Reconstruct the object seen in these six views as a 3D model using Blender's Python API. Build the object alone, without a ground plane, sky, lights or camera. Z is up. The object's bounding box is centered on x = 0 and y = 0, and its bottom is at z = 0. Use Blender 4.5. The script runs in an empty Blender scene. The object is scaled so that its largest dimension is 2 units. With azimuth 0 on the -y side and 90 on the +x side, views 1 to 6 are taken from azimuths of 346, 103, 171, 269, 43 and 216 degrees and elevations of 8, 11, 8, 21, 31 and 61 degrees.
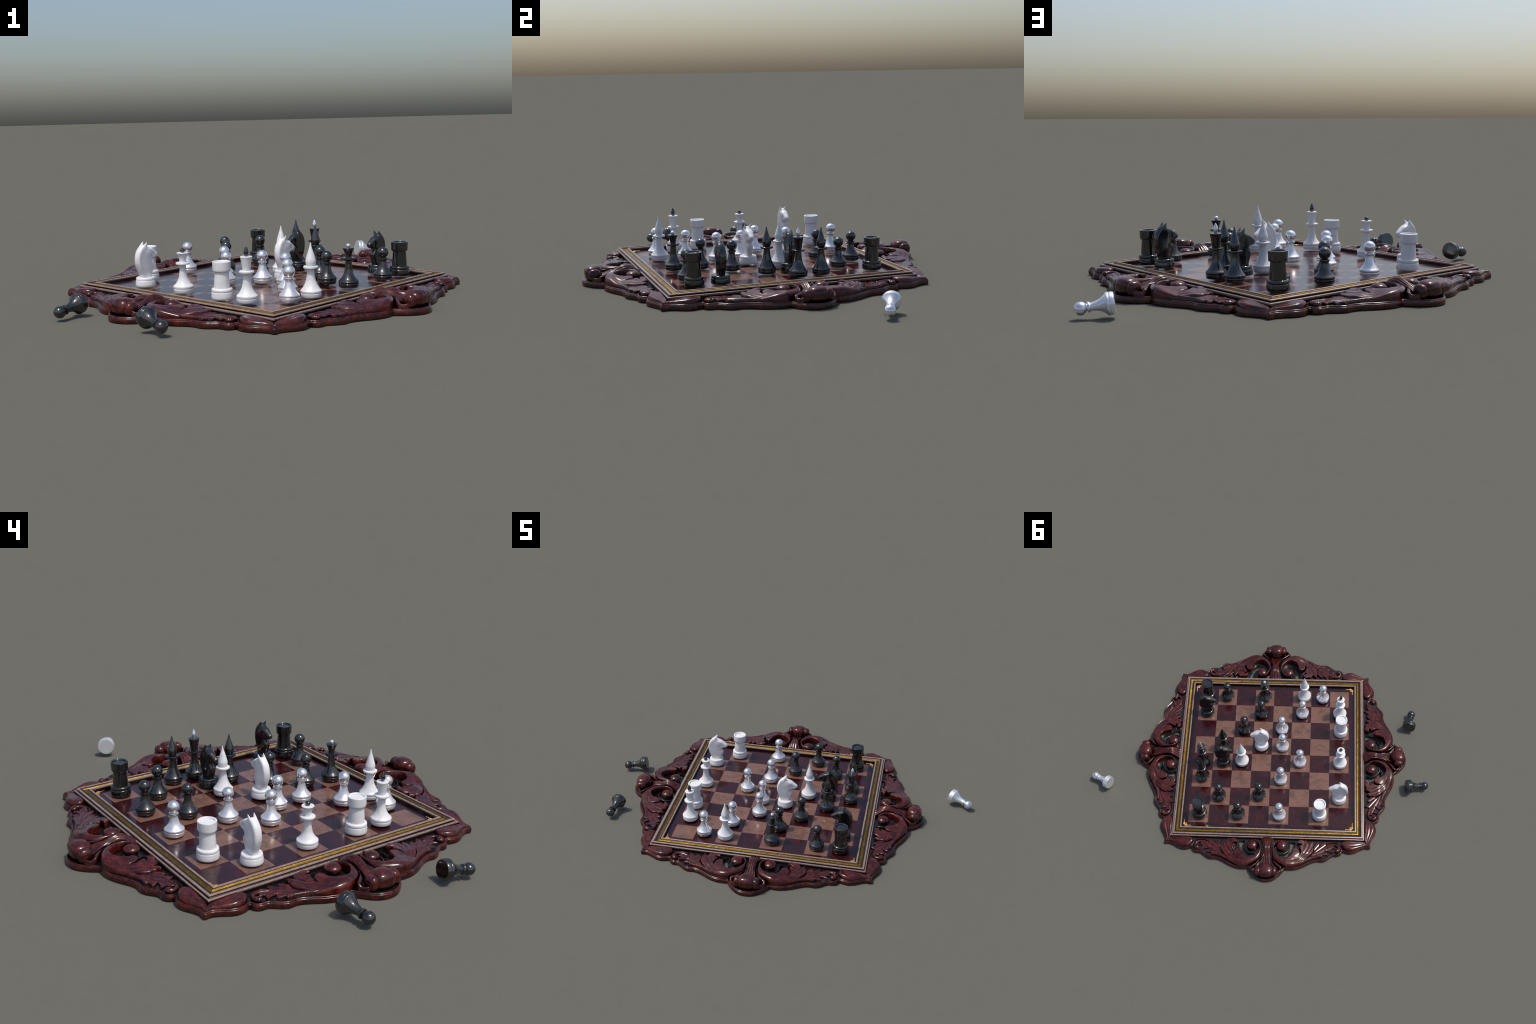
"""A wooden chess set in play: a square board in a carved, leafy mahogany border,
thirty-two turned pieces, three of them fallen beside the board."""
import bpy, bmesh, math, random
import numpy as np
from mathutils import Vector, Matrix, geometry

random.seed(7)
BOARD_AT = (0.0457, 0.0, 0.0)
BOARD_TURN = math.radians(32.0)
FIELD_HALF = 0.5436          # half the side of the 8 x 8 field
CELL = FIELD_HALF / 4
FIELD_Z = 0.0449
PIECE_Z = 0.0541
PLATE_Z = 0.0262             # top of the carved base plate

BOARD_M = Matrix.Translation(BOARD_AT) @ Matrix.Rotation(BOARD_TURN, 4, 'Z')

# ------------------------------------------------------------------ helpers
def link(obj, parent=None):
    bpy.context.scene.collection.objects.link(obj)
    if parent:
        obj.parent = parent
    return obj


def empty(name, matrix, label=None, category=None, parent=None):
    o = bpy.data.objects.new(name, None)
    o.empty_display_size = 0.05
    link(o, parent)
    o.matrix_local = matrix
    if label:
        o["label"], o["category"] = label, category
    return o


def new_mesh(name, verts, faces, mats, face_mats=None, smooth=40.0):
    me = bpy.data.meshes.new(name)
    me.from_pydata([tuple(map(float, v)) for v in verts], [], [tuple(map(int, f)) for f in faces])
    for m in (mats if isinstance(mats, (list, tuple)) else [mats]):
        me.materials.append(m)
    if face_mats is not None:
        me.polygons.foreach_set("material_index", np.asarray(face_mats, dtype=np.int32))
    bm = bmesh.new()
    bm.from_mesh(me)
    bmesh.ops.remove_doubles(bm, verts=bm.verts, dist=1e-6)
    bmesh.ops.recalc_face_normals(bm, faces=bm.faces)
    bm.to_mesh(me)
    bm.free()
    if smooth:
        me.shade_smooth()
        me.set_sharp_from_angle(angle=math.radians(smooth))
    me.update()
    return me


def obj(name, me, parent, matrix=None):
    o = bpy.data.objects.new(name, me)
    link(o, parent)
    if matrix is not None:
        o.matrix_local = matrix
    return o


def sstep(a, b, x):
    t = np.clip((np.asarray(x, float) - a) / (b - a), 0, 1)
    return t * t * (3 - 2 * t)


def catmull(p, step, closed=True, corner=62.0):
    """Smooth curve through 2D/3D control points; bends sharper than `corner` stay sharp."""
    p = np.asarray(p, float)
    n = len(p)
    out, src = [], []
    def prev_next(i):
        a = p[(i - 1) % n] if closed or i > 0 else p[i]
        b = p[(i + 1) % n] if closed or i < n - 1 else p[i]
        return a, b
    tang = []
    for i in range(n):
        a, b = prev_next(i)
        d1, d2 = p[i] - a, b - p[i]
        l1, l2 = np.linalg.norm(d1), np.linalg.norm(d2)
        sharp = False
        if l1 > 1e-9 and l2 > 1e-9:
            c = np.clip(d1 @ d2 / l1 / l2, -1, 1)
            sharp = math.degrees(math.acos(c)) > corner
        if sharp:
            tang.append((d1, d2))
        else:
            t = (b - a)
            t = t / max(np.linalg.norm(t), 1e-9)
            tang.append((t * l1, t * l2))
    for i in range(n if closed else n - 1):
        j = (i + 1) % n
        L = np.linalg.norm(p[j] - p[i])
        k = max(1, int(round(L / step)))
        m0, m1 = tang[i][1], tang[j][0]
        for s in range(k):
            t = s / k
            out.append((2*t**3-3*t**2+1)*p[i] + (t**3-2*t**2+t)*m0 + (-2*t**3+3*t**2)*p[j] + (t**3-t**2)*m1)
            src.append(i)
    if not closed:
        out.append(p[-1]); src.append(n - 1)
    return np.array(out), np.array(src)


def seg_dist(q, a, b):
    """Distance of every point q to the nearest of the segments a->b."""
    best = np.full(len(q), 1e9)
    for s in range(0, len(a), 64):
        A, B = a[s:s+64], b[s:s+64]
        d = B - A
        L = np.maximum((d * d).sum(1), 1e-14)
        w = q[:, None, :] - A[None]
        t = np.clip((w * d[None]).sum(2) / L[None], 0, 1)
        e = w - t[..., None] * d[None]
        best = np.minimum(best, np.sqrt((e * e).sum(2)).min(1))
    return best


def inside(q, poly):
    x, y = q[:, 0], q[:, 1]
    r = np.zeros(len(q), bool)
    a = poly
    b = np.roll(poly, -1, 0)
    for (x0, y0), (x1, y1) in zip(a, b):
        if y0 == y1:
            continue
        c = ((y0 > y) != (y1 > y)) & (x < (x1 - x0) * (y - y0) / (y1 - y0) + x0)
        r ^= c
    return r


def fill(loops, step):
    """Triangulate the area inside loops[0] and outside the others, with an even inner grid."""
    outer = loops[0]
    lo, hi = outer.min(0), outer.max(0)
    hgt = step * 0.866
    ny, nx = int((hi[1]-lo[1]) / hgt) + 2, int((hi[0]-lo[0]) / step) + 2
    g = np.array([(lo[0] + (i + 0.5 * (j % 2)) * step, lo[1] + j * hgt) for j in range(ny) for i in range(nx)])
    ok = inside(g, outer)
    for h in loops[1:]:
        ok &= ~inside(g, h)
    g = g[ok]
    A = np.vstack(loops)
    B = np.vstack([np.roll(l, -1, 0) for l in loops])
    if len(g):
        g = g[seg_dist(g, A, B) > step * 0.55]
    pts = np.vstack([A, g]) if len(g) else A
    edges, k = [], 0
    for l in loops:
        edges += [(k + i, k + (i + 1) % len(l)) for i in range(len(l))]
        k += len(l)
    r = geometry.delaunay_2d_cdt([Vector(p) for p in pts], edges, [], 0, 1e-7)
    V = np.array([tuple(v) for v in r[0]])
    T = np.array([tuple(f) for f in r[2] if len(f) == 3])
    c = V[T].mean(1)
    ok = inside(c, outer)
    for h in loops[1:]:
        ok &= ~inside(c, h)
    return V, T[ok]


def rim_edges(T):
    count = {}
    for f in T:
        for i in range(3):
            e = (int(f[i]), int(f[(i + 1) % 3]))
            count[tuple(sorted(e))] = (count.get(tuple(sorted(e)), (0, 0))[0] + 1, e)
    return [e for n, e in count.values() if n == 1]


def quarter(d, R):
    """Drop of a rounded edge of radius R at distance d from the rim."""
    t = np.clip(1 - d / np.maximum(R, 1e-6), 0, 1)
    return R * (1 - np.sqrt(np.maximum(1 - t * t, 0)))


def relief(name, outline, top, z_low, mat, soft=None, r_hard=0.005, r_soft=None, grooves=(), step=0.0026, corner=62.0):
    """A carved piece: an outline raised from z_low to top(u, v), its rim rounded,
    with V grooves along the given lines. soft = control points whose rim rounds by r_soft."""
    loop, src = catmull(outline, step, True, corner)
    V, T = fill([loop], step)
    a, b = loop, np.roll(loop, -1, 0)
    if soft:
        m = np.array([s in soft for s in src])
        dh = seg_dist(V, a[~m], b[~m])
        ds = seg_dist(V, a[m], b[m])
    else:
        dh, ds = seg_dist(V, a, b), None
    z = top(V[:, 0], V[:, 1])
    rh = r_hard(V[:, 0], V[:, 1]) if callable(r_hard) else np.full(len(V), r_hard)
    drop = quarter(dh, rh)
    if ds is not None:
        drop = np.maximum(drop, quarter(ds, r_soft(V[:, 0], V[:, 1])))
    z = z - drop
    for line, depth, width in grooves:
        l, _ = catmull(line, 0.004, False)
        d = seg_dist(V, l[:-1], l[1:])
        end = np.minimum(np.linalg.norm(V - l[0], axis=1), 0.03) / 0.03
        z = z - depth * np.exp(-(d / width) ** 2) * (0.25 + 0.75 * end)
    z = np.maximum(z, z_low + 0.001)
    n = len(V)
    verts = [(*p, h) for p, h in zip(V, z)] + [(*p, z_low) for p in V]
    faces = [tuple(t) for t in T]
    for i, j in rim_edges(T):
        faces.append((i, j, n + j, n + i))
    used = sorted({k for f in faces for k in f})
    re = {k: i for i, k in enumerate(used)}
    return new_mesh(name, [verts[k] for k in used], [[re[k] for k in f] for f in faces], mat, smooth=50)


def tube(name, path, radii, mat, sides=14, step=0.003, squash=1.0):
    """A round rod along a smooth path, its radius running through the given values."""
    P, src = catmull(path, step, False, 170)
    s = np.concatenate([[0], np.cumsum(np.linalg.norm(np.diff(P, axis=0), axis=1))])
    knots = [s[np.argmax(src == i)] for i in range(len(path))]
    R = np.interp(s, knots, radii)
    R = np.convolve(np.pad(R, 2, mode='edge'), np.ones(5) / 5, 'valid')
    T = np.gradient(P, axis=0)
    T /= np.linalg.norm(T, axis=1)[:, None]
    verts, faces = [], []
    rings = [(P[0] - T[0] * R[0] * 0.8, T[0], R[0] * 0.05), (P[0] - T[0] * R[0] * 0.55, T[0], R[0] * 0.7)]
    rings += list(zip(P, T, R))
    rings += [(P[-1] + T[-1] * R[-1] * 0.55, T[-1], R[-1] * 0.75), (P[-1] + T[-1] * R[-1] * 0.9, T[-1], R[-1] * 0.3), (P[-1] + T[-1] * R[-1] * 0.95, T[-1], R[-1] * 0.05)]
    for p, t, r in rings:
        up = np.array([0, 0, 1.0]) if abs(t[2]) < 0.9 else np.array([0, 1.0, 0])
        x = np.cross(t, up); x /= np.linalg.norm(x)
        y = np.cross(x, t)
        for k in range(sides):
            a = math.tau * k / sides
            verts.append(p + r * (math.cos(a) * x + squash * math.sin(a) * y))
    for i in range(len(rings) - 1):
        for k in range(sides):
            faces.append((i*sides+k, i*sides+(k+1) % sides, (i+1)*sides+(k+1) % sides, (i+1)*sides+k))
    faces.append(tuple(range(sides))[::-1])
    faces.append(tuple((len(rings)-1)*sides+k for k in range(sides)))
    return new_mesh(name, verts, faces, mat, smooth=60)


def super_ball(name, centre, radii, mat, power=2.4, nu=36, nv=22, foot=None, shape=None):
    """A superellipsoid; below its middle it can run straight down to z = foot."""
    def sp(x, e):
        return math.copysign(abs(x) ** e, x)
    e = 2.0 / power
    verts, faces = [], []
    for j in range(nv + 1):
        f = -math.pi / 2 + math.pi * j / nv
        for i in range(nu):
            a = math.tau * i / nu
            x = sp(math.cos(f), e) * sp(math.cos(a), e)
            y = sp(math.cos(f), e) * sp(math.sin(a), e)
            z = sp(math.sin(f), e)
            if shape:
                x, y, z = shape(x, y, z)
            p = [centre[0] + radii[0]*x, centre[1] + radii[1]*y, centre[2] + radii[2]*z]
            if foot is not None and z < 0:
                p[2] = centre[2] + (centre[2] - foot) * z
            verts.append(p)
    for j in range(nv):
        for i in range(nu):
            faces.append((j*nu+i, j*nu+(i+1) % nu, (j+1)*nu+(i+1) % nu, (j+1)*nu+i))
    return new_mesh(name, verts, faces, mat, smooth=60)


def lathe(name, profile, mat, sides=40, corner=32.0, step=0.0035):
    """A turned part from (radius, height) control points."""
    p, _ = catmull(profile, step, False, corner)
    verts, faces = [], []
    for r, z in p:
        for k in range(sides):
            a = math.tau * k / sides
            verts.append((max(r, 0) * math.cos(a), max(r, 0) * math.sin(a), z))
    for i in range(len(p) - 1):
        for k in range(sides):
            faces.append((i*sides+k, i*sides+(k+1) % sides, (i+1)*sides+(k+1) % sides, (i+1)*sides+k))
    if p[0][0] > 1e-5:
        faces.append(tuple(range(sides))[::-1])
    if p[-1][0] > 1e-5:
        faces.append(tuple((len(p)-1)*sides+k for k in range(sides)))
    return new_mesh(name, verts, faces, mat, smooth=38)


# ---------------------------------------------------------------- materials
class Nodes:
    def __init__(self, name):
        self.m = bpy.data.materials.new(name)
        self.m.use_nodes = True
        self.t = self.m.node_tree
        self.b = self.t.nodes["Principled BSDF"]

    def n(self, kind, **kw):
        x = self.t.nodes.new(kind)
        for k, v in kw.items():
            if k in x.inputs and not hasattr(x, k):
                x.inputs[k].default_value = v
            else:
                setattr(x, k, v)
        return x

    def l(self, a, b):
        self.t.links.new(a, b)

    def coords(self, scale=(1, 1, 1), vary=True):
        c = self.n("ShaderNodeTexCoord")
        mp = self.n("ShaderNodeMapping")
        mp.inputs["Scale"].default_value = scale
        self.l(c.outputs["Object"], mp.inputs["Vector"])
        if vary:
            i = self.n("ShaderNodeObjectInfo")
            k = self.n("ShaderNodeMath", operation="MULTIPLY")
            k.inputs[1].default_value = 37.0
            self.l(i.outputs["Random"], k.inputs[0])
            self.l(k.outputs[0], mp.inputs["Location"])
        return mp.outputs["Vector"]

    def noise(self, vec, scale, detail=4, rough=0.6, distort=0.0):
        x = self.n("ShaderNodeTexNoise")
        for k, v in (("Scale", scale), ("Detail", detail), ("Roughness", rough), ("Distortion", distort)):
            x.inputs[k].default_value = v
        self.l(vec, x.inputs["Vector"])
        return x.outputs["Fac"]

    def ramp(self, fac, stops):
        r = self.n("ShaderNodeValToRGB")
        e = r.color_ramp.elements
        while len(e) < len(stops):
            e.new(0.5)
        for q, (p, c) in zip(e, stops):
            q.position, q.color = p, (*c, 1) if len(c) == 3 else c
        self.l(fac, r.inputs[0])
        return r.outputs["Color"]

    def mix(self, fac, a, b, mode="MIX"):
        x = self.n("ShaderNodeMix", data_type="RGBA", blend_type=mode)
        for s, v in ((0, fac), (6, a), (7, b)):
            if hasattr(v, "is_linked"):
                self.l(v, x.inputs[s])
            else:
                x.inputs[s].default_value = v
        return x.outputs[2]

    def bump(self, height, strength, dist=0.001):
        b = self.n("ShaderNodeBump")
        b.inputs["Strength"].default_value = strength
        b.inputs["Distance"].default_value = dist
        self.l(height, b.inputs["Height"])
        self.l(b.outputs["Normal"], self.b.inputs["Normal"])

    def set(self, **kw):
        names = dict(rough="Roughness", metal="Metallic", ior="IOR", coat="Coat Weight", coat_rough="Coat Roughness", spec="Specular IOR Level")
        for k, v in kw.items():
            s = self.b.inputs[names[k]]
            if hasattr(v, "is_linked"):
                self.l(v, s)
            else:
                s.default_value = v

    def colour(self, c):
        if hasattr(c, "is_linked"):
            self.l(c, self.b.inputs["Base Color"])
        else:
            self.b.inputs["Base Color"].default_value = (*c, 1)


def mahogany(name):
    """Dark red polished wood, blotched, its colour blackened by occlusion shading in the hollows."""
    k = Nodes(name)
    v = k.coords((1, 1, 1))
    blotch = k.noise(v, 34, 5, 0.66, 0.5)
    fleck = k.noise(k.coords((3, 1.0, 1.4)), 48, 4, 0.66)
    base = k.ramp(blotch, [(0.32, (0.014, 0.0045, 0.0045)), (0.46, (0.046, 0.0058, 0.0045)), (0.60, (0.100, 0.0112, 0.0060)), (0.80, (0.170, 0.025, 0.010))])
    streak = k.ramp(fleck, [(0.34, (0.45, 0.45, 0.5)), (0.55, (0.95, 0.95, 0.95)), (0.72, (1.5, 1.4, 1.2))])
    c = k.mix(0.8, base, streak, "MULTIPLY")
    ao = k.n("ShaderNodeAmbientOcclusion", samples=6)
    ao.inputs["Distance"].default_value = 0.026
    baked_shade = k.ramp(ao.outputs["AO"], [(0.34, (0.03, 0.03, 0.035)), (0.62, (0.5, 0.45, 0.45)), (0.86, (1, 1, 1))])
    c = k.mix(1.0, c, baked_shade, "MULTIPLY")
    k.colour(c)
    k.set(rough=k.ramp(fleck, [(0.3, (0.16,) * 3), (0.8, (0.27,) * 3)]), spec=0.52)
    k.bump(k.noise(v, 140, 3, 0.6), 0.10, 0.0008)
    return k.m


def plain(name, colour, **kw):
    k = Nodes(name)
    v = k.coords()
    c = k.ramp(k.noise(v, 60, 4), [(0.3, tuple(x * 0.8 for x in colour)), (0.75, tuple(min(1, x * 1.15) for x in colour))])
    k.colour(c)
    k.set(**kw)
    return k.m


def dark_square_wood():
    k = Nodes("dark_red_lacquer")
    cloud = k.noise(k.coords((1, 1, 1)), 17, 5, 0.65, 0.5)
    fleck = k.noise(k.coords((5, 1.2, 1)), 46, 5, 0.72)
    base = k.ramp(cloud, [(0.32, (0.012, 0.005, 0.006)), (0.52, (0.034, 0.0042, 0.005)), (0.75, (0.075, 0.007, 0.007))])
    f = k.ramp(fleck, [(0.35, (0.45, 0.45, 0.5)), (0.58, (1, 1, 1)), (0.74, (2.3, 2.1, 1.8))])
    c = k.mix(0.85, base, f, "MULTIPLY")
    # colour fades to near black along the frame: painted contact shade
    tc = k.n("ShaderNodeTexCoord")
    ab = k.n("ShaderNodeVectorMath", operation="ABSOLUTE")
    k.l(tc.outputs["Object"], ab.inputs[0])
    xyz = k.n("ShaderNodeSeparateXYZ")
    k.l(ab.outputs[0], xyz.inputs[0])
    far = k.n("ShaderNodeMath", operation="MAXIMUM")
    k.l(xyz.outputs[0], far.inputs[0]); k.l(xyz.outputs[1], far.inputs[1])
    k.colour(k.mix(1.0, c, k.ramp(far.outputs[0], [(0.550, (1, 1, 1)), (0.580, (0.10, 0.12, 0.16))]), "MULTIPLY"))
    k.set(rough=0.16, spec=0.55)
    k.bump(k.noise(k.coords((1, 1, 1), False), 45, 3), 0.05, 0.0006)
    return k.m


def light_square_wood():
    k = Nodes("light_square_wood")
    grain = k.noise(k.coords((0.9, 9, 1)), 34, 5, 0.70, 0.25)
    cloud = k.noise(k.coords((1, 1, 1)), 16, 3, 0.6)
    g = k.ramp(grain, [(0.34, (0.085, 0.043, 0.032)), (0.46, (0.160, 0.082, 0.059)), (0.72, (0.225, 0.118, 0.085))])
    c = k.ramp(cloud, [(0.32, (0.66, 0.72, 0.72)), (0.50, (1, 1, 1)), (0.8, (1.12, 1.04, 1.0))])
    k.colour(k.mix(1.0, g, c, "MULTIPLY"))
    k.set(rough=0.20, spec=0.5)
    k.bump(grain, 0.06, 0.0006)
    return k.m


def strip_wood():
    k = Nodes("pale_strip_wood")
    a = k.noise(k.coords((1, 1, 1), False), 120, 4, 0.65)
    b = k.noise(k.coords((1, 1, 1), False), 26, 3, 0.6)
    c = k.ramp(a, [(0.30, (0.15, 0.09, 0.075)), (0.46, (0.255, 0.175, 0.150)), (0.75, (0.33, 0.24, 0.21))])
    d = k.ramp(b, [(0.3, (0.82, 0.78, 0.76)), (0.7, (1.08, 1.05, 1.05))])
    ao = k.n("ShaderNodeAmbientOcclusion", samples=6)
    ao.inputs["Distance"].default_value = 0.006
    baked_shade = k.ramp(ao.outputs["AO"], [(0.35, (0.10, 0.05, 0.04)), (0.70, (1, 1, 1))])  # corner shadow multiplied into the strip colour
    k.colour(k.mix(1.0, k.mix(1.0, c, d, "MULTIPLY"), baked_shade, "MULTIPLY"))
    k.set(rough=0.24, spec=0.5)
    k.bump(a, 0.12, 0.0008)
    return k.m


def gold():
    k = Nodes("gilded_cove")
    v = k.coords((1, 1, 1), False)
    a = k.noise(v, 40, 4, 0.6)
    rib = k.n("ShaderNodeTexNoise")
    rib.inputs["Scale"].default_value = 330
    rib.inputs["Detail"].default_value = 2
    k.l(v, rib.inputs["Vector"])
    c = k.ramp(a, [(0.3, (0.18, 0.100, 0.020)), (0.55, (0.29, 0.170, 0.030)), (0.8, (0.42, 0.25, 0.045))])
    d = k.ramp(rib.outputs["Fac"], [(0.36, (0.42, 0.42, 0.38)), (0.52, (1, 1, 1)), (0.70, (1.6, 1.5, 1.3))])
    k.colour(k.mix(1.0, c, d, "MULTIPLY"))
    k.set(metal=0.85, rough=0.40)
    k.bump(rib.outputs["Fac"], 0.5, 0.0010)
    return k.m


def white_matt():
    k = Nodes("white_lacquer")
    v = k.coords()
    smudge = k.noise(v, 30, 4, 0.65, 0.8)
    c = k.ramp(smudge, [(0.28, (0.50, 0.50, 0.51)), (0.40, (0.69, 0.69, 0.70)), (0.7, (0.76, 0.76, 0.77))])
    k.colour(c)
    k.set(rough=k.ramp(smudge, [(0.3, (0.45,) * 3), (0.6, (0.27,) * 3)]), spec=0.6)
    return k.m


def white_pearl(name="white_pearl_metal", metal=0.86, rough=0.17):
    k = Nodes(name)
    v = k.coords()
    c = k.ramp(k.noise(v, 30, 3), [(0.3, (0.78, 0.78, 0.80)), (0.7, (0.88, 0.88, 0.90))])
    k.colour(c)
    k.set(metal=metal, rough=rough)
    return k.m


def black_gloss():
    k = Nodes("black_lacquer")
    v = k.coords()
    c = k.ramp(k.noise(v, 24, 3), [(0.3, (0.006, 0.006, 0.006)), (0.7, (0.012, 0.012, 0.011))])
    k.colour(c)
    k.set(rough=0.10, ior=1.85, spec=0.5)
    return k.m


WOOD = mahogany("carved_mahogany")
RECESS = plain("recess_near_black", (0.010, 0.009, 0.010), rough=0.22, spec=0.5)
DARKSQ, LIGHTSQ = dark_square_wood(), light_square_wood()
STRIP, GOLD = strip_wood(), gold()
EBONY = plain("frame_dark_bands", (0.010, 0.006, 0.007), rough=0.20, spec=0.5)
BRASS = Nodes("brass_inlay")
BRASS.colour((0.62, 0.36, 0.11)); BRASS.set(rough=0.40, metal=0.35)
BRASS = BRASS.m
WHITE, PEARL, BLACK = white_matt(), white_pearl(), black_gloss()
PEARL_SOFT = white_pearl("white_pearl_soft", 0.70, 0.29)

# ------------------------------------------------------------------- board
board = empty("chess_board", BOARD_M, "square chess board in a carved leafy mahogany border", "chess board")

# --- base plate: one eighth of its scalloped outline, mirrored and turned
EIGHTH = [(0.0, .947), (.022, .945), (.047, .936), (.076, .915), (.100, .889), (.115, .868), (.1235, .857), (.132, .8575), (.150, .8590),
          (.180, .858), (.211, .850), (.248, .834), (.280, .816), (.310, .801), (.338, .7935), (.358, .7940), (.374, .7950), (.390, .789),
          (.403, .782), (.424, .765), (.445, .7515), (.470, .7515), (.490, .743), (.4995, .730), (.5035, .7185), (.514, .7195), (.528, .7255),
          (.555, .7300), (.575, .727), (.593, .7205), (.625, .702), (.655, .6895), (.670, .6895), (.682, .6915), (.6895, .6895)]


def plate_outline():
    q = EIGHTH
    right = [(u, v) for u, v in q]                       # centre to corner
    up = [(v, u) for u, v in reversed(q[1:-1])] + [(q[0][1], 0.0)]   # corner to next centre
    first = right + up                                   # one quarter, clockwise from +v
    pts = []
    for k in range(4):
        c, s = [(1, 0), (0, -1), (-1, 0), (0, 1)][k]
        pts += [(c*x - s*y, s*x + c*y) for x, y in first[:-1]]
    return np.array(pts)[::-1]                           # counter-clockwise


HOLE = [(.190, .668), (.167, .6615), (.1455, .6650), (.1510, .688), (.1515, .7126), (.1418, .7347), (.1240, .7520), (.1040, .7605),
        (.1100, .7700), (.1372, .7717), (.1553, .7560), (.1667, .7390), (.1762, .7171), (.1862, .6931)]


def base_plate():
    loop, _ = catmull(plate_outline(), 0.0055, True, 50)
    nxt, prv = np.roll(loop, -1, 0), np.roll(loop, 1, 0)
    t = nxt - prv
    t /= np.linalg.norm(t, axis=1)[:, None]
    nrm = np.stack([-t[:, 1], t[:, 0]], 1)               # inward for a CCW loop
    rims = [(0.0, 0.0), (-0.0005, 0.003), (-0.0005, 0.0185), (0.0006, 0.0208), (0.0022, 0.0216), (0.0024, 0.0232), (0.0036, 0.0262), (0.0056, 0.0279), (0.0080, 0.0279), (0.0102, PLATE_Z), (0.0115, PLATE_Z - .0006)]
    rings = [loop + nrm * d for d, _ in rims]
    holes = []
    for k in range(4):
        c, s = math.cos(k*math.pi/2), math.sin(k*math.pi/2)
        for m in (1, -1):
            h, _ = catmull([(m*u, v) for u, v in HOLE], 0.006, True, 60)
            holes.append(h @ np.array([[c, s], [-s, c]]))
    inner = np.array([(-.60, -.60), (.60, -.60), (.60, .60), (-.60, .60)])
    iloop, _ = catmull(inner, 0.02, True, 30)
    V, T = fill([rings[-1]] + holes + [iloop], 0.014)
    verts, faces, mats = [], [], []
    n = len(loop)
    for r, (d, z) in zip(rings, rims):
        verts += [(*p, z) for p in r]
    for i in range(len(rims) - 1):
        for k in range(n):
            faces.append((i*n+k, i*n+(k+1) % n, (i+1)*n+(k+1) % n, (i+1)*n+k)); mats.append(0)
    o = len(verts)
    zt = rims[-1][1]
    verts += [(*p, zt) for p in V]
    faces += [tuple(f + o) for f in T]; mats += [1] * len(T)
    for h in holes + [iloop]:                            # walls of the pierced openings
        o = len(verts)
        m = len(h)
        verts += [(*p, zt) for p in h] + [(*p, 0.001) for p in h]
        for k in range(m):
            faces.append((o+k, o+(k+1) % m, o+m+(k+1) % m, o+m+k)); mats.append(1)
    # underside
    V, T = fill([loop] + holes + [iloop], 0.03)
    o = len(verts)
    verts += [(*p, 0.001) for p in V]
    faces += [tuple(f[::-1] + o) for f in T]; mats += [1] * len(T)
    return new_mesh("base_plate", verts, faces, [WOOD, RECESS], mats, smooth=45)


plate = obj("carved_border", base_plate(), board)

# --- carved ornament of one half side (u along the side, v outwards)
top_blade = lambda u, v: 0.0375 + 0.055*np.maximum(0, .40 - u)
def top_scroll(u, v):
    z = np.minimum(0.0715, 0.0375 + 0.125*(.40 - u)) - 0.006*sstep(.70, .665, v)*sstep(.12, .06, u)
    return z - 0.013*sstep(.16, .26, u)*sstep(.745, .805, v)

BLADE = [(.2564, .7959), (.2745, .7805), (.2982, .7586), (.3130, .7346), (.3140, .717), (.3100, .7029), (.3165, .6935), (.3297, .6768), (.3476, .6676),
         (.3497, .6752), (.3515, .6856), (.3643, .6754), (.3773, .6624), (.385, .6515), (.3927, .6645), (.3948, .6777), (.3963, .6840), (.4092, .6743),
         (.4233, .67), (.4404, .6715), (.4501, .6794), (.4487, .6962), (.4565, .7059), (.4322, .7088), (.437, .7239), (.4391, .7408), (.4184, .7318),
         (.3947, .7283), (.3852, .7282), (.3974, .7377), (.4033, .7499), (.4043, .7592), (.3924, .7584), (.3717, .7596), (.3698, .7735), (.3569, .7742),
         (.3363, .7758), (.3136, .7829), (.2872, .7936), (.2694, .8030), (.2480, .8110), (.2420, .8050)]
SCROLL_IN = [(.2553, .801), (.2755, .7803), (.3017, .7491), (.3130, .7228), (.3114, .7098), (.3083, .7043), (.3116, .6948), (.3065, .6818), (.3014, .6744),
             (.3059, .6649), (.2934, .6708), (.2858, .6804), (.2809, .689), (.2741, .6751), (.263, .6603), (.2546, .6567), (.2506, .6643), (.2372, .659),
             (.2234, .6575), (.2092, .6653), (.2023, .6786), (.2017, .688), (.2078, .6869), (.2182, .6857), (.2323, .6948), (.2209, .6969), (.2144, .7045),
             (.2202, .7212), (.2255, .7322), (.228, .747), (.2216, .7666), (.2201, .7509), (.2152, .7325), (.2022, .7216), (.1886, .7191), (.1762, .7259),
             (.1719, .7408), (.1690, .7556), (.1570, .7781), (.1391, .7932), (.1183, .8001), (.0981, .7986), (.0785, .786), (.0609, .7652), (.0515, .7482),
             (.0475, .7277), (.0522, .7050), (.065, .6876), (.0791, .6780), (.0900, .6730)]
SCROLL_OUT = [(.0878, .6675), (.0777, .6680), (.0620, .6760), (.0480, .6920), (.0400, .7120), (.0370, .7312), (.0365, .7515), (.0390, .7848), (.0520, .8100),
              (.0796, .8310), (.1091, .8465), (.1356, .8550), (.161, .8545), (.1869, .8480), (.2167, .8335), (.2342, .8238), (.2500, .8146), (.2660, .8052)]


def scroll_soft(u, v):
    left = 0.004 + 0.020*sstep(.735, .80, v)
    return np.where(u < .15, left, 0.024 - 0.015*sstep(.15, .25, u))


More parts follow.
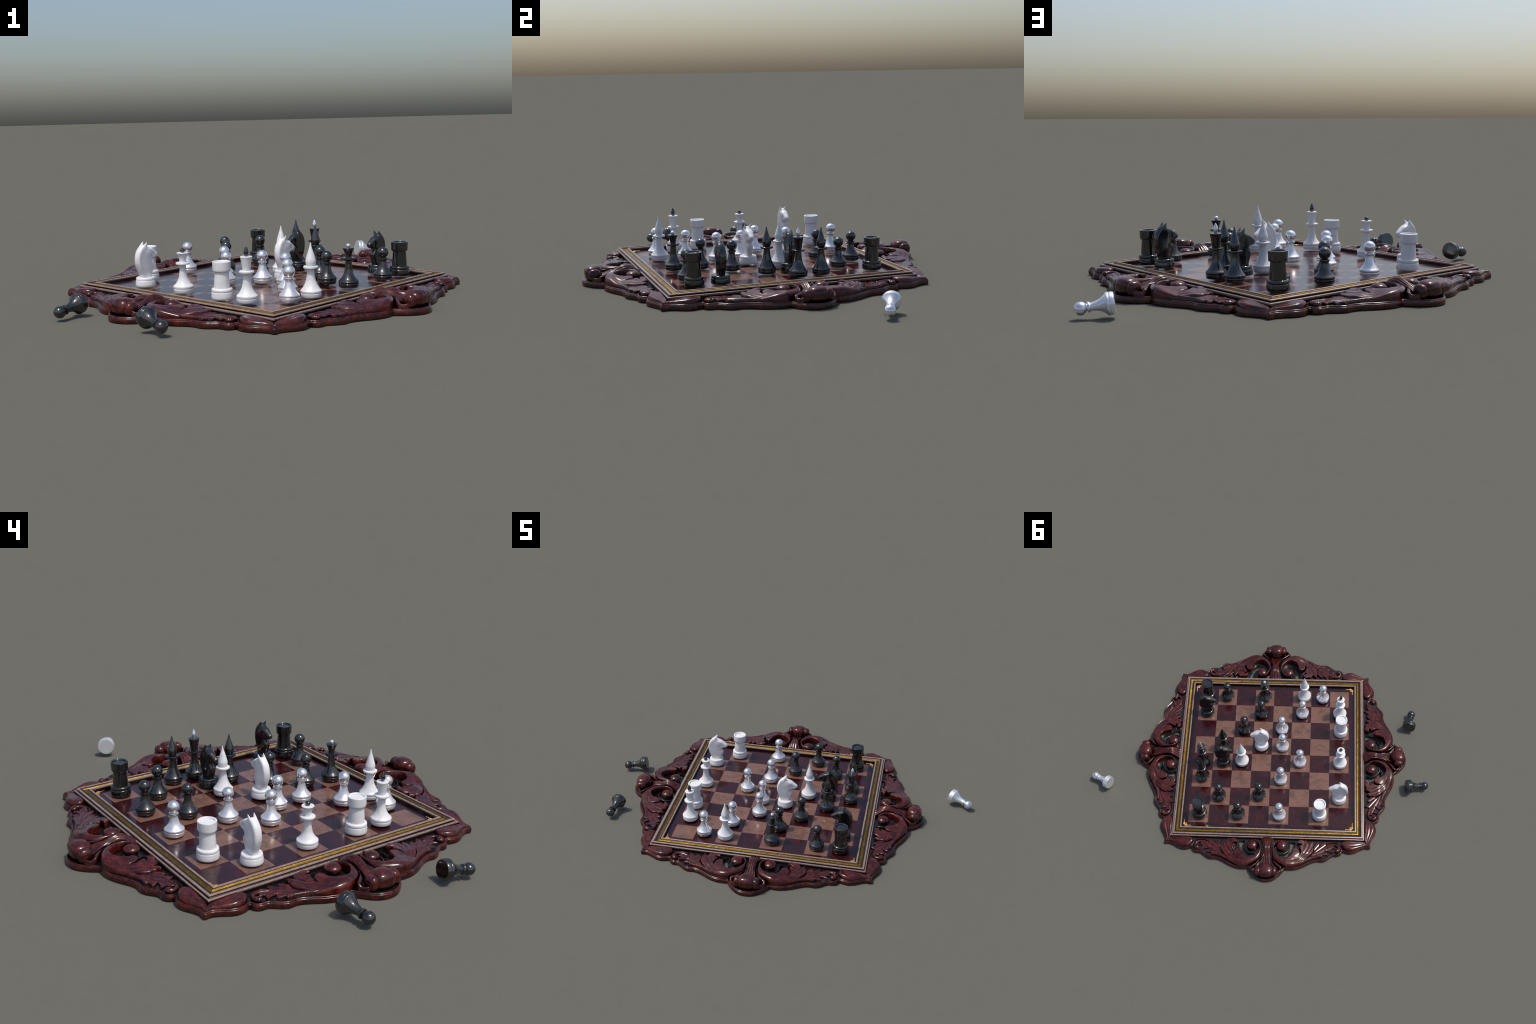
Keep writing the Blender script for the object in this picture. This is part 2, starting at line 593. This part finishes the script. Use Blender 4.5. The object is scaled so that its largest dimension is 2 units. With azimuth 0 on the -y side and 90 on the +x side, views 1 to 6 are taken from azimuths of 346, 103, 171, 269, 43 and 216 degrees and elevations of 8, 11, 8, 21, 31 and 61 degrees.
root = (.292, .770)
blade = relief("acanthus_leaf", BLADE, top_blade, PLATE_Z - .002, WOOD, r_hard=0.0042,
               grooves=[([root, (.325, .722), (.3515, .6856)], .0020, .0055), ([root, (.345, .728), (.3963, .6852)], .0018, .0055),
                        ([root, (.36, .742), (.4322, .7088)], .0018, .0050), ([root, (.345, .752), (.3852, .7300)], .0018, .0050),
                        ([root, (.335, .765), (.3717, .7596)], .0016, .0045)])
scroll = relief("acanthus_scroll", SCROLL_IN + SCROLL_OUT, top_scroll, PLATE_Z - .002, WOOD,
                soft=set(range(len(SCROLL_IN), len(SCROLL_IN) + len(SCROLL_OUT))), r_hard=0.0045, r_soft=scroll_soft,
                grooves=[([(.165, .812), (.210, .792), (.245, .758), (.270, .720), (.2809, .689)], .0020, .0050),
                         ([(.190, .788), (.222, .772), (.240, .735), (.2506, .665)], .0012, .0060),
                         ([(.215, .812), (.255, .780), (.283, .740), (.3065, .690)], .0010, .0055)])
CORNER = [(.6835, .6845), (.6517, .6813), (.6227, .6954), (.5901, .7131), (.5585, .7205), (.5282, .7140), (.5055, .6992), (.4950, .6800), (.4990, .6610),
          (.5168, .6490), (.5516, .6455), (.5931, .6455), (.6276, .6455), (.6475, .6520), (.6620, .6610), (.6740, .6725)]
corner_leaf = relief("corner_leaf", CORNER, lambda u, v: .0365 + .0145*sstep(.68, .53, u), PLATE_Z - .002, WOOD,
                     r_hard=lambda u, v: .005 + .011*sstep(.66, .58, u), corner=70,
                     grooves=[([(.540, .690), (.590, .685), (.640, .672), (.672, .676)], .0016, .0060), ([(.520, .668), (.570, .668), (.625, .662), (.665, .668)], .0008, .0060)])
curl = tube("leaf_curl", [(.400, .690, .0320), (.425, .682, .0325), (.447, .678, .0325), (.4660, .6825, .0325), (.4775, .6945, .0325), (.4805, .7090, .033), (.4760, .7200, .0335)],
            [.0085, .0095, .0095, .0098, .0102, .0112, .0125], WOOD, sides=18)
curl_ball = super_ball("curl_ball", (.4690, .7215, .0335), (.0160, .0160, .0125), WOOD, 2.0, nu=28, nv=18)
tendril = tube("leaf_tendril", [(.4791, .6690, .029), (.4641, .6625, .0295), (.4419, .6595, .030), (.4244, .6620, .031), (.41, .6677, .032), (.3990, .6745, .033)],
               [.0025, .0032, .0034, .0034, .003, .002], WOOD, sides=10)
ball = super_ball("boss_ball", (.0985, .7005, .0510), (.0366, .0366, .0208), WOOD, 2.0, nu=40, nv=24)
stem = lathe("boss_stem", [(.029, .022), (.029, .034), (.0265, .040), (.0275, .050)], RECESS, corner=20)  # short dark cylinder beneath the ball
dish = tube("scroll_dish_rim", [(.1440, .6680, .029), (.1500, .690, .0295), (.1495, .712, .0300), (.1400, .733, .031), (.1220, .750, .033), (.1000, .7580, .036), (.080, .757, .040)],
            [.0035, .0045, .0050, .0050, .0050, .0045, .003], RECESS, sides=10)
LIP_OUT = [(.0200, .735), (.0243, .7605), (.0379, .7941), (.0601, .8223), (.0850, .8425), (.0985, .8545), (.1035, .8650), (.1020, .8770), (.0950, .8885), (.0840, .8985), (.0700, .9050)]
LIP_IN = [(.0600, .8950), (.0740, .8900), (.0845, .8825), (.0885, .8735), (.0865, .8665), (.0790, .8590), (.0610, .8410), (.0445, .8120), (.0310, .7830), (.0235, .7580), (.0215, .737)]


def lip_top(u, v):
    z = np.interp(v, [.73, .76, .80, .84, .857, .869, .880, .891, .905], [.0665, .0665, .0630, .0595, .0590, .0545, .0470, .0470, .0540])
    return z


lip = relief("palmette_lip", LIP_OUT + LIP_IN, lip_top, PLATE_Z - .002, WOOD, r_hard=0.0062, step=0.0017)


def side_lobe():
    return super_ball("palmette_side_lobe", (.0530, .8900, .0540), (.0230, .0315, .0330), WOOD, 2.65, foot=PLATE_Z - .002)


def cap_shape(x, y, z):
    w = 1.0 - 0.22*max(0, -y)                        # narrower towards the board
    return x*w, y, z


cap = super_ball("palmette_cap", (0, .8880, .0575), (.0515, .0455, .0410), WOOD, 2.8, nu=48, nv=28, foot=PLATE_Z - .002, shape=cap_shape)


def fluted_shaft():
    """The waisted, fluted stem that arches out of the frame and dives under the cap."""
    vs = [.644, .655, .668, .685, .700, .715, .730, .745, .762, .780, .800, .820, .838, .855]
    zc = [.052, .058, .067, .0785, .0845, .0865, .0855, .0815, .0745, .0665, .0575, .0490, .0420, .0370]
    hw = [.0440, .0420, .0380, .0320, .0275, .0245, .0230, .0222, .0225, .0245, .0285, .0330, .0375, .0420]
    v = np.linspace(vs[0], vs[-1], 70)
    z, w = np.interp(v, vs, zc), np.interp(v, vs, hw)
    sm = lambda a: np.convolve(np.pad(a, 3, mode='edge'), np.ones(7) / 7, 'valid')
    z, w = sm(z), sm(w)
    nu = 61
    s = np.linspace(-1, 1, nu)
    verts, faces = [], []
    for vi, zi, wi in zip(v, z, w):
        row = []
        for si in s:
            flute = 0.0034*(abs(math.cos(si*math.pi*2.0 + 0.25*math.sin(9*vi))) - 0.6)
            crown = 0.012*abs(si)**2.4*(1 - float(sstep(.76, .80, vi)))
            cup = 0.004*(si*si)*float(sstep(.78, .83, vi))
            row.append((si*wi, vi, zi + flute*min(1, (1-abs(si))*6) - crown + cup))
        row = [(row[0][0], vi, PLATE_Z - .003)] + row + [(row[-1][0], vi, PLATE_Z - .003)]
        verts += row
    m = nu + 2
    for i in range(len(v) - 1):
        for k in range(m - 1):
            faces.append((i*m+k, i*m+k+1, (i+1)*m+k+1, (i+1)*m+k))
    faces.append(tuple(range(m)))
    faces.append(tuple((len(v)-1)*m+k for k in range(m))[::-1])
    return new_mesh("fluted_stem", verts, faces, WOOD, smooth=55)


shaft = fluted_shaft()
lobe = side_lobe()
MIRROR = Matrix.Scale(-1, 4, (1, 0, 0))
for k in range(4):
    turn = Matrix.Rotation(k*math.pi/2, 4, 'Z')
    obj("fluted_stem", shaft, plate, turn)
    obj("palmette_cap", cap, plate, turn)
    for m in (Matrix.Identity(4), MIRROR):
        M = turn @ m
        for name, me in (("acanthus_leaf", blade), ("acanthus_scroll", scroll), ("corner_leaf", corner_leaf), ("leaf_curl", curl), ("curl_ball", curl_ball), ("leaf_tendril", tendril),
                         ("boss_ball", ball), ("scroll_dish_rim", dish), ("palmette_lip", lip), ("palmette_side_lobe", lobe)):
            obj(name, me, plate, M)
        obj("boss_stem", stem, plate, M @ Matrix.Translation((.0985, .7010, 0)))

# --- frame mouldings: square rings with mitred corners
def square_ring(name, profile, mat, smooth=40, step=0.0012):
    p, _ = catmull(profile, step, False, 40)
    verts, faces = [], []
    for r, z in p:
        verts += [(-r, -r, z), (r, -r, z), (r, r, z), (-r, r, z)]
    n = len(p)
    for i in range(n - 1):
        for k in range(4):
            faces.append((i*4+k, i*4+(k+1) % 4, (i+1)*4+(k+1) % 4, (i+1)*4+k))
    return new_mesh(name, verts, faces, mat, smooth=smooth)


frame = obj("frame_moulding", square_ring("frame_moulding", [(.5834, .043), (.5836, .0565), (.5920, .0570), (.5938, .0585), (.6000, .0575), (.6010, .0500), (.6150, .0500), (.6165, .0570), (.6275, .0585), (.6280, .0520), (.6345, .0515), (.6370, .0500), (.6385, .0470), (.6425, .042), (.6465, .040), (.6475, .010)], EBONY), board)
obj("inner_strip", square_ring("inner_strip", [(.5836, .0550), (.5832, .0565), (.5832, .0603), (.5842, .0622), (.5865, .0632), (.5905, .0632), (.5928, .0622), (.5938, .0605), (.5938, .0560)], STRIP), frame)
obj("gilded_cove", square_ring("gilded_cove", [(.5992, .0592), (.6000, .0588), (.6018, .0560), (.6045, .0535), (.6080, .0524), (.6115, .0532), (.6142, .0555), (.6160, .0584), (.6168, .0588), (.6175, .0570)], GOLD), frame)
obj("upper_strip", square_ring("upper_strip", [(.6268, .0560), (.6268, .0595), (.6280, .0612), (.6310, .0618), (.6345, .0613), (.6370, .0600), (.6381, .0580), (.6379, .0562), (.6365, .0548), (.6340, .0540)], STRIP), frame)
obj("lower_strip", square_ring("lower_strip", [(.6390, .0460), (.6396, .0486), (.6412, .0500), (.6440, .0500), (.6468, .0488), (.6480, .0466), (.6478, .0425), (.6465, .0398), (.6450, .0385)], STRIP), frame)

# --- playing field
def tile(name, half, mat, z0, z1, bevel=0.0004):
    b = bevel
    verts = [(x*half, y*half, z0) for x, y in ((-1,-1),(1,-1),(1,1),(-1,1))]
    verts += [(x*half, y*half, z1 - b) for x, y in ((-1,-1),(1,-1),(1,1),(-1,1))]
    verts += [(x*(half-b), y*(half-b), z1) for x, y in ((-1,-1),(1,-1),(1,1),(-1,1))]
    f = [(3,2,1,0), (8,9,10,11)]
    for k in range(4):
        f += [(k, (k+1) % 4, 4+(k+1) % 4, 4+k), (4+k, 4+(k+1) % 4, 8+(k+1) % 4, 8+k)]
    return new_mesh(name, verts, f, mat, smooth=None)


field = obj("playing_field", tile("playing_field", .5836, DARKSQ, .020, FIELD_Z - .0012), board)
# the red border band round the squares
obj("field_border", square_ring("field_border", [(FIELD_HALF, .038), (FIELD_HALF, FIELD_Z), (.5836, FIELD_Z), (.5836, .038)], DARKSQ, smooth=None), field)
light_me = tile("light_square", CELL/2 - .00005, LIGHTSQ, .040, FIELD_Z)
dark_me = tile("dark_square", CELL/2 - .00005, DARKSQ, .040, FIELD_Z)
def cell(i, j):
    return (3.5 - i)*CELL, (j - 3.5)*CELL
for i in range(8):
    for j in range(8):
        light = (i + j) % 2 == 1
        x, y = cell(i, j)
        o = obj("light_square" if light else "dark_square", light_me if light else dark_me, field, Matrix.Translation((x, y, 0)))

def corner_ornament():
    z = FIELD_Z + .0006
    ring = [(.5600 + .0068*math.cos(a), .5600 + .0068*math.sin(a), z) for a in np.linspace(0, math.tau, 17)]
    arm = [(.5700, .5620, z), (.5725, .5550, z), (.5690, .5480, z), (.5680, .5420, z), (.5700, .5357, z), (.5672, .5280, z), (.5690, .5235, z), (.5724, .5213, z)]
    arm2 = [(y, x, zz) for x, y, zz in arm]
    ms = [tube("t", ring, [.0034]*17, BRASS, sides=8, squash=.35), tube("t", arm, [.0022, .0042, .0030, .0022, .0028, .0018, .0015, .0011], BRASS, sides=8, squash=.35),
          tube("t", arm2, [.0022, .0034, .0030, .0022, .0028, .0018, .0015, .0011], BRASS, sides=8, squash=.35)]
    bm = bmesh.new()
    for m in ms:
        bm.from_mesh(m)
        bpy.data.meshes.remove(m)
    me = bpy.data.meshes.new("corner_ornament")
    bm.to_mesh(me); bm.free()
    me.materials.append(BRASS)
    me.shade_smooth()
    return me
orn = corner_ornament()
for k in range(4):
    obj("corner_ornament", orn, field, Matrix.Rotation(k*math.pi/2, 4, 'Z'))

# ------------------------------------------------------------------ pieces
BASE = [(0, 0), (.0424, 0), (.0436, .0006), (.0444, .0024), (.0458, .0090), (.0464, .0140), (.0465, .0200), (.0458, .0212), (.0449, .0216)]
def flare(points):
    return [(.0449, .0214), (.0464, .0226), (.0470, .0248), (.0473, .0290), (.0472, .0318), (.0460, .0338)] + points
COLLAR = [(.0140, .1262), (.0200, .1286), (.0300, .1302), (.0328, .1325), (.0335, .1362), (.0328, .1395), (.0300, .1412), (.0220, .1416), (.0120, .1416)]


def scaled(p, k):
    return [(r*k, z) for r, z in p]


PARTS = {
    "pawn": [("base", scaled(BASE, .968)),
             ("body", scaled(flare([(.0412, .0378), (.0330, .0472), (.0262, .0575), (.0222, .0675), (.0198, .0770), (.0180, .0850), (.0172, .0925), (.0172, .0960)]), .968)),
             ("collar", [(.0165, .0945), (.0195, .0968), (.0217, .0995), (.0224, .1028), (.0214, .1060), (.0180, .1080), (.0140, .1090)]),
             ("head", [(.0140, .1075)] + [(.0270*math.cos(a), .1335 + .0270*math.sin(a)) for a in np.radians(np.linspace(-58, 90, 12))])],
    "king": [("base", BASE), ("body", flare([(.0432, .0362), (.0370, .0425), (.0305, .0520), (.0258, .0610), (.0218, .0715), (.0192, .0830), (.0174, .0985), (.0160, .1140), (.0154, .1290)])),
             ("collar", COLLAR), ("crown", [(.0165, .1410), (.0170, .1425), (.0215, .1720), (.0258, .1960), (.0270, .1985), (.0273, .2010), (.0266, .2032), (.0240, .2040), (.0060, .2042)]),
             ("finial", [(.0060, .2030), (.0076, .2040), (.0078, .2060), (.0096, .2118), (.0108, .2200), (.0104, .2270), (.0080, .2352), (.0045, .2430), (.0016, .2476), (0, .2488)])],
    "queen": [("base", BASE), ("body", flare([(.0430, .0362), (.0362, .0425), (.0300, .0515), (.0250, .0610), (.0212, .0710), (.0188, .0830), (.0170, .1010), (.0155, .1160), (.0150, .1300)])),
              ("collar", [(r*.99, z + .0012) for r, z in COLLAR]), ("crown", [(.0148, .1420), (.0150, .1490), (.0170, .1600), (.0205, .1710), (.0250, .1815), (.0268, .1840), (.0272, .1858), (.0262, .1876), (.0235, .1882), (.0060, .1884)]),
              ("finial", [(.0060, .1875), (.0078, .1884), (.0080, .1895)] + [(.0113*math.cos(a), .1972 + .0113*math.sin(a)) for a in np.radians(np.linspace(-40, 90, 9))])],
    "bishop": [("base", BASE), ("body", flare([(.0430, .0362), (.0380, .0430), (.0318, .0530), (.0270, .0630), (.0232, .0735), (.0204, .0850), (.0180, .1000), (.0164, .1140), (.0158, .1290)])),
               ("collar", COLLAR), ("mitre", [(.0150, .1405), (.0165, .1420), (.0190, .1445), (.0218, .1505), (.0233, .1585), (.0232, .1650), (.0215, .1735), (.0142, .1985), (.0075, .2185), (.0030, .2375), (.0016, .2425), (0, .2445)])],
    "rook": [("base", [(0, 0), (.0462, 0), (.0474, .0006), (.0482, .0024), (.0491, .0080), (.0492, .0130), (.0484, .0250), (.0476, .0325), (.0466, .0342), (.0458, .0346)]),
             ("ring", [(.0458, .0344), (.0470, .0356), (.0475, .0390), (.0474, .0440), (.0464, .0478), (.0435, .0502), (.0390, .0508), (.0330, .0508)]),
             ("tower", [(.0369, .0500), (.0360, .0620), (.0347, .0846), (.0330, .1080), (.0317, .1270)]),
             ("head", [(.0310, .1245), (.0360, .1250), (.0388, .1266), (.0402, .1300), (.0406, .1350), (.0411, .1670), (.0408, .1692), (.0396, .1702), (.0340, .1702), (.0326, .1690), (.0310, .1625), (.0288, .1620), (.0280, .1640), (.0268, .1650), (0, .1650)])],
    "knight": [("base", [(0, 0), (.0462, 0), (.0474, .0006), (.0482, .0024), (.0490, .0080), (.0489, .0130), (.0476, .0250), (.0464, .0305), (.0454, .0320), (.0447, .0324)]),
               ("ring", [(.0447, .0322), (.0459, .0334), (.0460, .0370), (.0452, .0420), (.0432, .0452), (.0395, .0466), (.0340, .0462), (.0320, .0452), (0, .0448)])],
}

HORSE = [(-.0270, .0372), (-.0335, .0545), (-.0435, .0795), (-.0510, .1035), (-.0535, .1230), (-.0528, .1400), (-.0485, .1590), (-.0400, .1760), (-.0270, .1912), (-.0140, .1998), (-.0010, .1985),
         (.0120, .1912), (.0240, .1865), (.0370, .1815), (.0500, .1735), (.0640, .1645), (.0725, .1580), (.0768, .1515), (.0768, .1435), (.0725, .1355), (.0640, .1305), (.0540, .1290), (.0430, .1282), (.0345, .1245),
         (.0340, .1190), (.0405, .1125), (.0468, .1030), (.0490, .0930), (.0465, .0815), (.0400, .0640), (.0340, .0480), (.0290, .0372)]


def horse_mesh(name, mat):
    """Horse head and neck: a profile with a cheek, thin at the muzzle, rounded all round its edge."""
    step = 0.0030
    loop, _ = catmull(HORSE, step, True, 80)
    V, T = fill([loop], step)
    d = seg_dist(V, loop, np.roll(loop, -1, 0))
    f, h = V[:, 0], V[:, 1]
    half = 0.0188 - 0.0052*sstep(.030, .070, f)*sstep(.112, .127, h) - 0.0028*sstep(.005, .045, f)*sstep(.125, .110, h) - 0.0015*sstep(.10, .05, h)
    half = half + 0.0022*np.exp(-(((f - .012)/.020)**2 + ((h - .160)/.022)**2)) - 0.0022*np.exp(-(((f-.040)/.012)**2 + ((h-.150)/.014)**2))
    R = np.minimum(0.0125 - 0.0015*sstep(-.02, -.05, f), half)
    t = half - quarter(d, R)
    t = np.maximum(t, 0.0012)
    n = len(V)
    verts = [(a, b, c) for (a, c), b in zip(V, t)] + [(a, -b, c) for (a, c), b in zip(V, t)]
    faces = [tuple(x) for x in T] + [tuple(x[::-1] + n) for x in T]
    for i, j in rim_edges(T):
        faces.append((i, j, n + j, n + i))
    return new_mesh(name, verts, faces, mat, smooth=70)


def ear_mesh(name, mat):
    """A pointed ear, hollowed in front."""
    verts, faces = [], []
    k, rows = 14, 9
    for r in range(rows):
        t = r / (rows - 1)
        w = max(0.02, (1 - t**1.7))**0.9
        cx, cz = -.0150 + .0205*t**1.2, .1700 + .0442*t
        for a in range(k):
            q = math.tau*a/k
            x = .0205*w*math.cos(q)
            y = .0098*w*math.sin(q)
            if math.cos(q) > 0:
                x *= 1 - 0.50*float(sstep(.35, .7, t))*math.cos(q)**2
            verts.append((cx + x, .0092 + .0060*t + y, cz))
    for r in range(rows - 1):
        for a in range(k):
            faces.append((r*k+a, r*k+(a+1) % k, (r+1)*k+(a+1) % k, (r+1)*k+a))
    faces.append(tuple(range(k))[::-1])
    return new_mesh(name, verts, faces, mat, smooth=60)


def piece_meshes(kind, mat, tip):
    made = [(n, lathe(n, shorter_foot(prof), tip if n == "finial" else PEARL_SOFT if mat is PEARL and n in ("base", "body") else mat)) for n, prof in PARTS[kind]]
    if kind == "knight":
        made += [("horse_head", horse_mesh("horse_head", mat)), ("ear", ear_mesh("ear", mat))]
    return made


LOOKS = {"pawn": "with round ball head on flared base", "king": "with tall cup crown and contrasting pointed finial", "queen": "with cup crown and contrasting ball finial",
         "bishop": "with long pointed drop-shaped head", "rook": "shaped as a round tower with sunken top", "knight": "with horse head on a round base"}
FOOT = 0.0028
def shorter_foot(p):
    return [(r, z - FOOT if z >= .019 else z*(.019 - FOOT)/.019) for r, z in p]


MESHES = {}
for side in ("white", "black"):
    for kind in PARTS:
        mat = BLACK if side == "black" else (PEARL if kind == "pawn" else WHITE)
        tip = BLACK if side == "white" else PEARL
        MESHES[side, kind] = piece_meshes(kind, mat, tip)


def place(side, kind, matrix, fallen=False):
    gloss = "glossy black" if side == "black" else ("pearly white" if kind == "pawn" else "white")
    root = empty(f"{side}_{kind}", matrix, f"{gloss} {kind} {LOOKS[kind]}" + (", lying fallen" if fallen else ""), "chess piece")
    for name, me in MESHES[side, kind]:
        obj(name, me, root)
        if name == "ear":
            obj(name, me, root, Matrix.Scale(-1, 4, (0, 1, 0)))
    return root


# file, rank, and how far each stands off the middle of its square (mm)
SETUP = [
    ("black", "pawn", 1, 0, -4.4, -0.2), ("black", "pawn", 3, 1, 14.2, 8.3), ("black", "pawn", 2, 2, -6.7, 8.7), ("black", "pawn", 1, 6, 1.9, 6.3),
    ("black", "pawn", 3, 6, 0.8, -5.7), ("black", "pawn", 2, 7, 0.2, 5.4),
    ("white", "pawn", 6, 0, -13.8, 1.3), ("white", "pawn", 5, 1, -5.7, 1.9), ("white", "pawn", 4, 2, 0.6, 3.3), ("white", "pawn", 4, 3, -8.8, 10.0),
    ("white", "pawn", 5, 4, 2.0, -3.9), ("white", "pawn", 4, 5, -5.3, 2.8), ("white", "pawn", 4, 7, -5.0, 5.4),
    ("black", "rook", 0, 0, 1.7, 0.6), ("black", "rook", 0, 7, -9.3, 4.7), ("white", "rook", 7, 2, -9.5, 11.2), ("white", "rook", 6, 7, -5.5, -4.2),
    ("black", "bishop", 1, 3, -2.6, 17.3), ("black", "bishop", 0, 5, -7.3, -8.3), ("white", "bishop", 5, 0, -16.1, -9.3), ("white", "bishop", 2, 4, -1.6, -0.8),
    ("white", "king", 7, 1, -2.3, 0.6), ("black", "king", 0, 4, -1.3, 1.2), ("white", "queen", 7, 4, -5.9, -1.5), ("black", "queen", 3, 0, -3.1, 0.9),
    ("white", "knight", 3, 3, 3.2, 3.2), ("white", "knight", 7, 6, -3.0, 2.6), ("black", "knight", 0, 1, -0.3, -0.2), ("black", "knight", 1, 4, -8.4, 5.0),
]
TURN = {("white", 3): 0.4, ("white", 7): 0.8, ("black", 0): 180.5, ("black", 1): 184.0}
for side, kind, i, j, dx, dy in SETUP:
    x, y = cell(i, j)
    if kind == "knight":
        a = math.radians(TURN[side, i])
    else:
        a = random.uniform(0, math.tau)
    place(side, kind, BOARD_M @ Matrix.Translation((x + dx/1000, y + dy/1000, PIECE_Z)) @ Matrix.Rotation(a, 4, 'Z'))

# three pawns knocked off the board: middle of the ball, and the way the pawn points
for side, head, aim in (("white", (.9727, .8194, .0398), (.989, .028, -.146)), ("black", (-.6034, -.8363, .0410), (.363, -.915, -.176)), ("black", (-.9725, -.3838, .0386), (-.748, -.645, -.156))):
    d = Vector(aim).normalized()
    q = Vector((0, 0, 1)).rotation_difference(d)
    foot = Vector(head) - d*(0.1335 - FOOT)
    place(side, "pawn", Matrix.Translation(foot) @ q.to_matrix().to_4x4(), fallen=True)
bpy.context.view_layer.update()
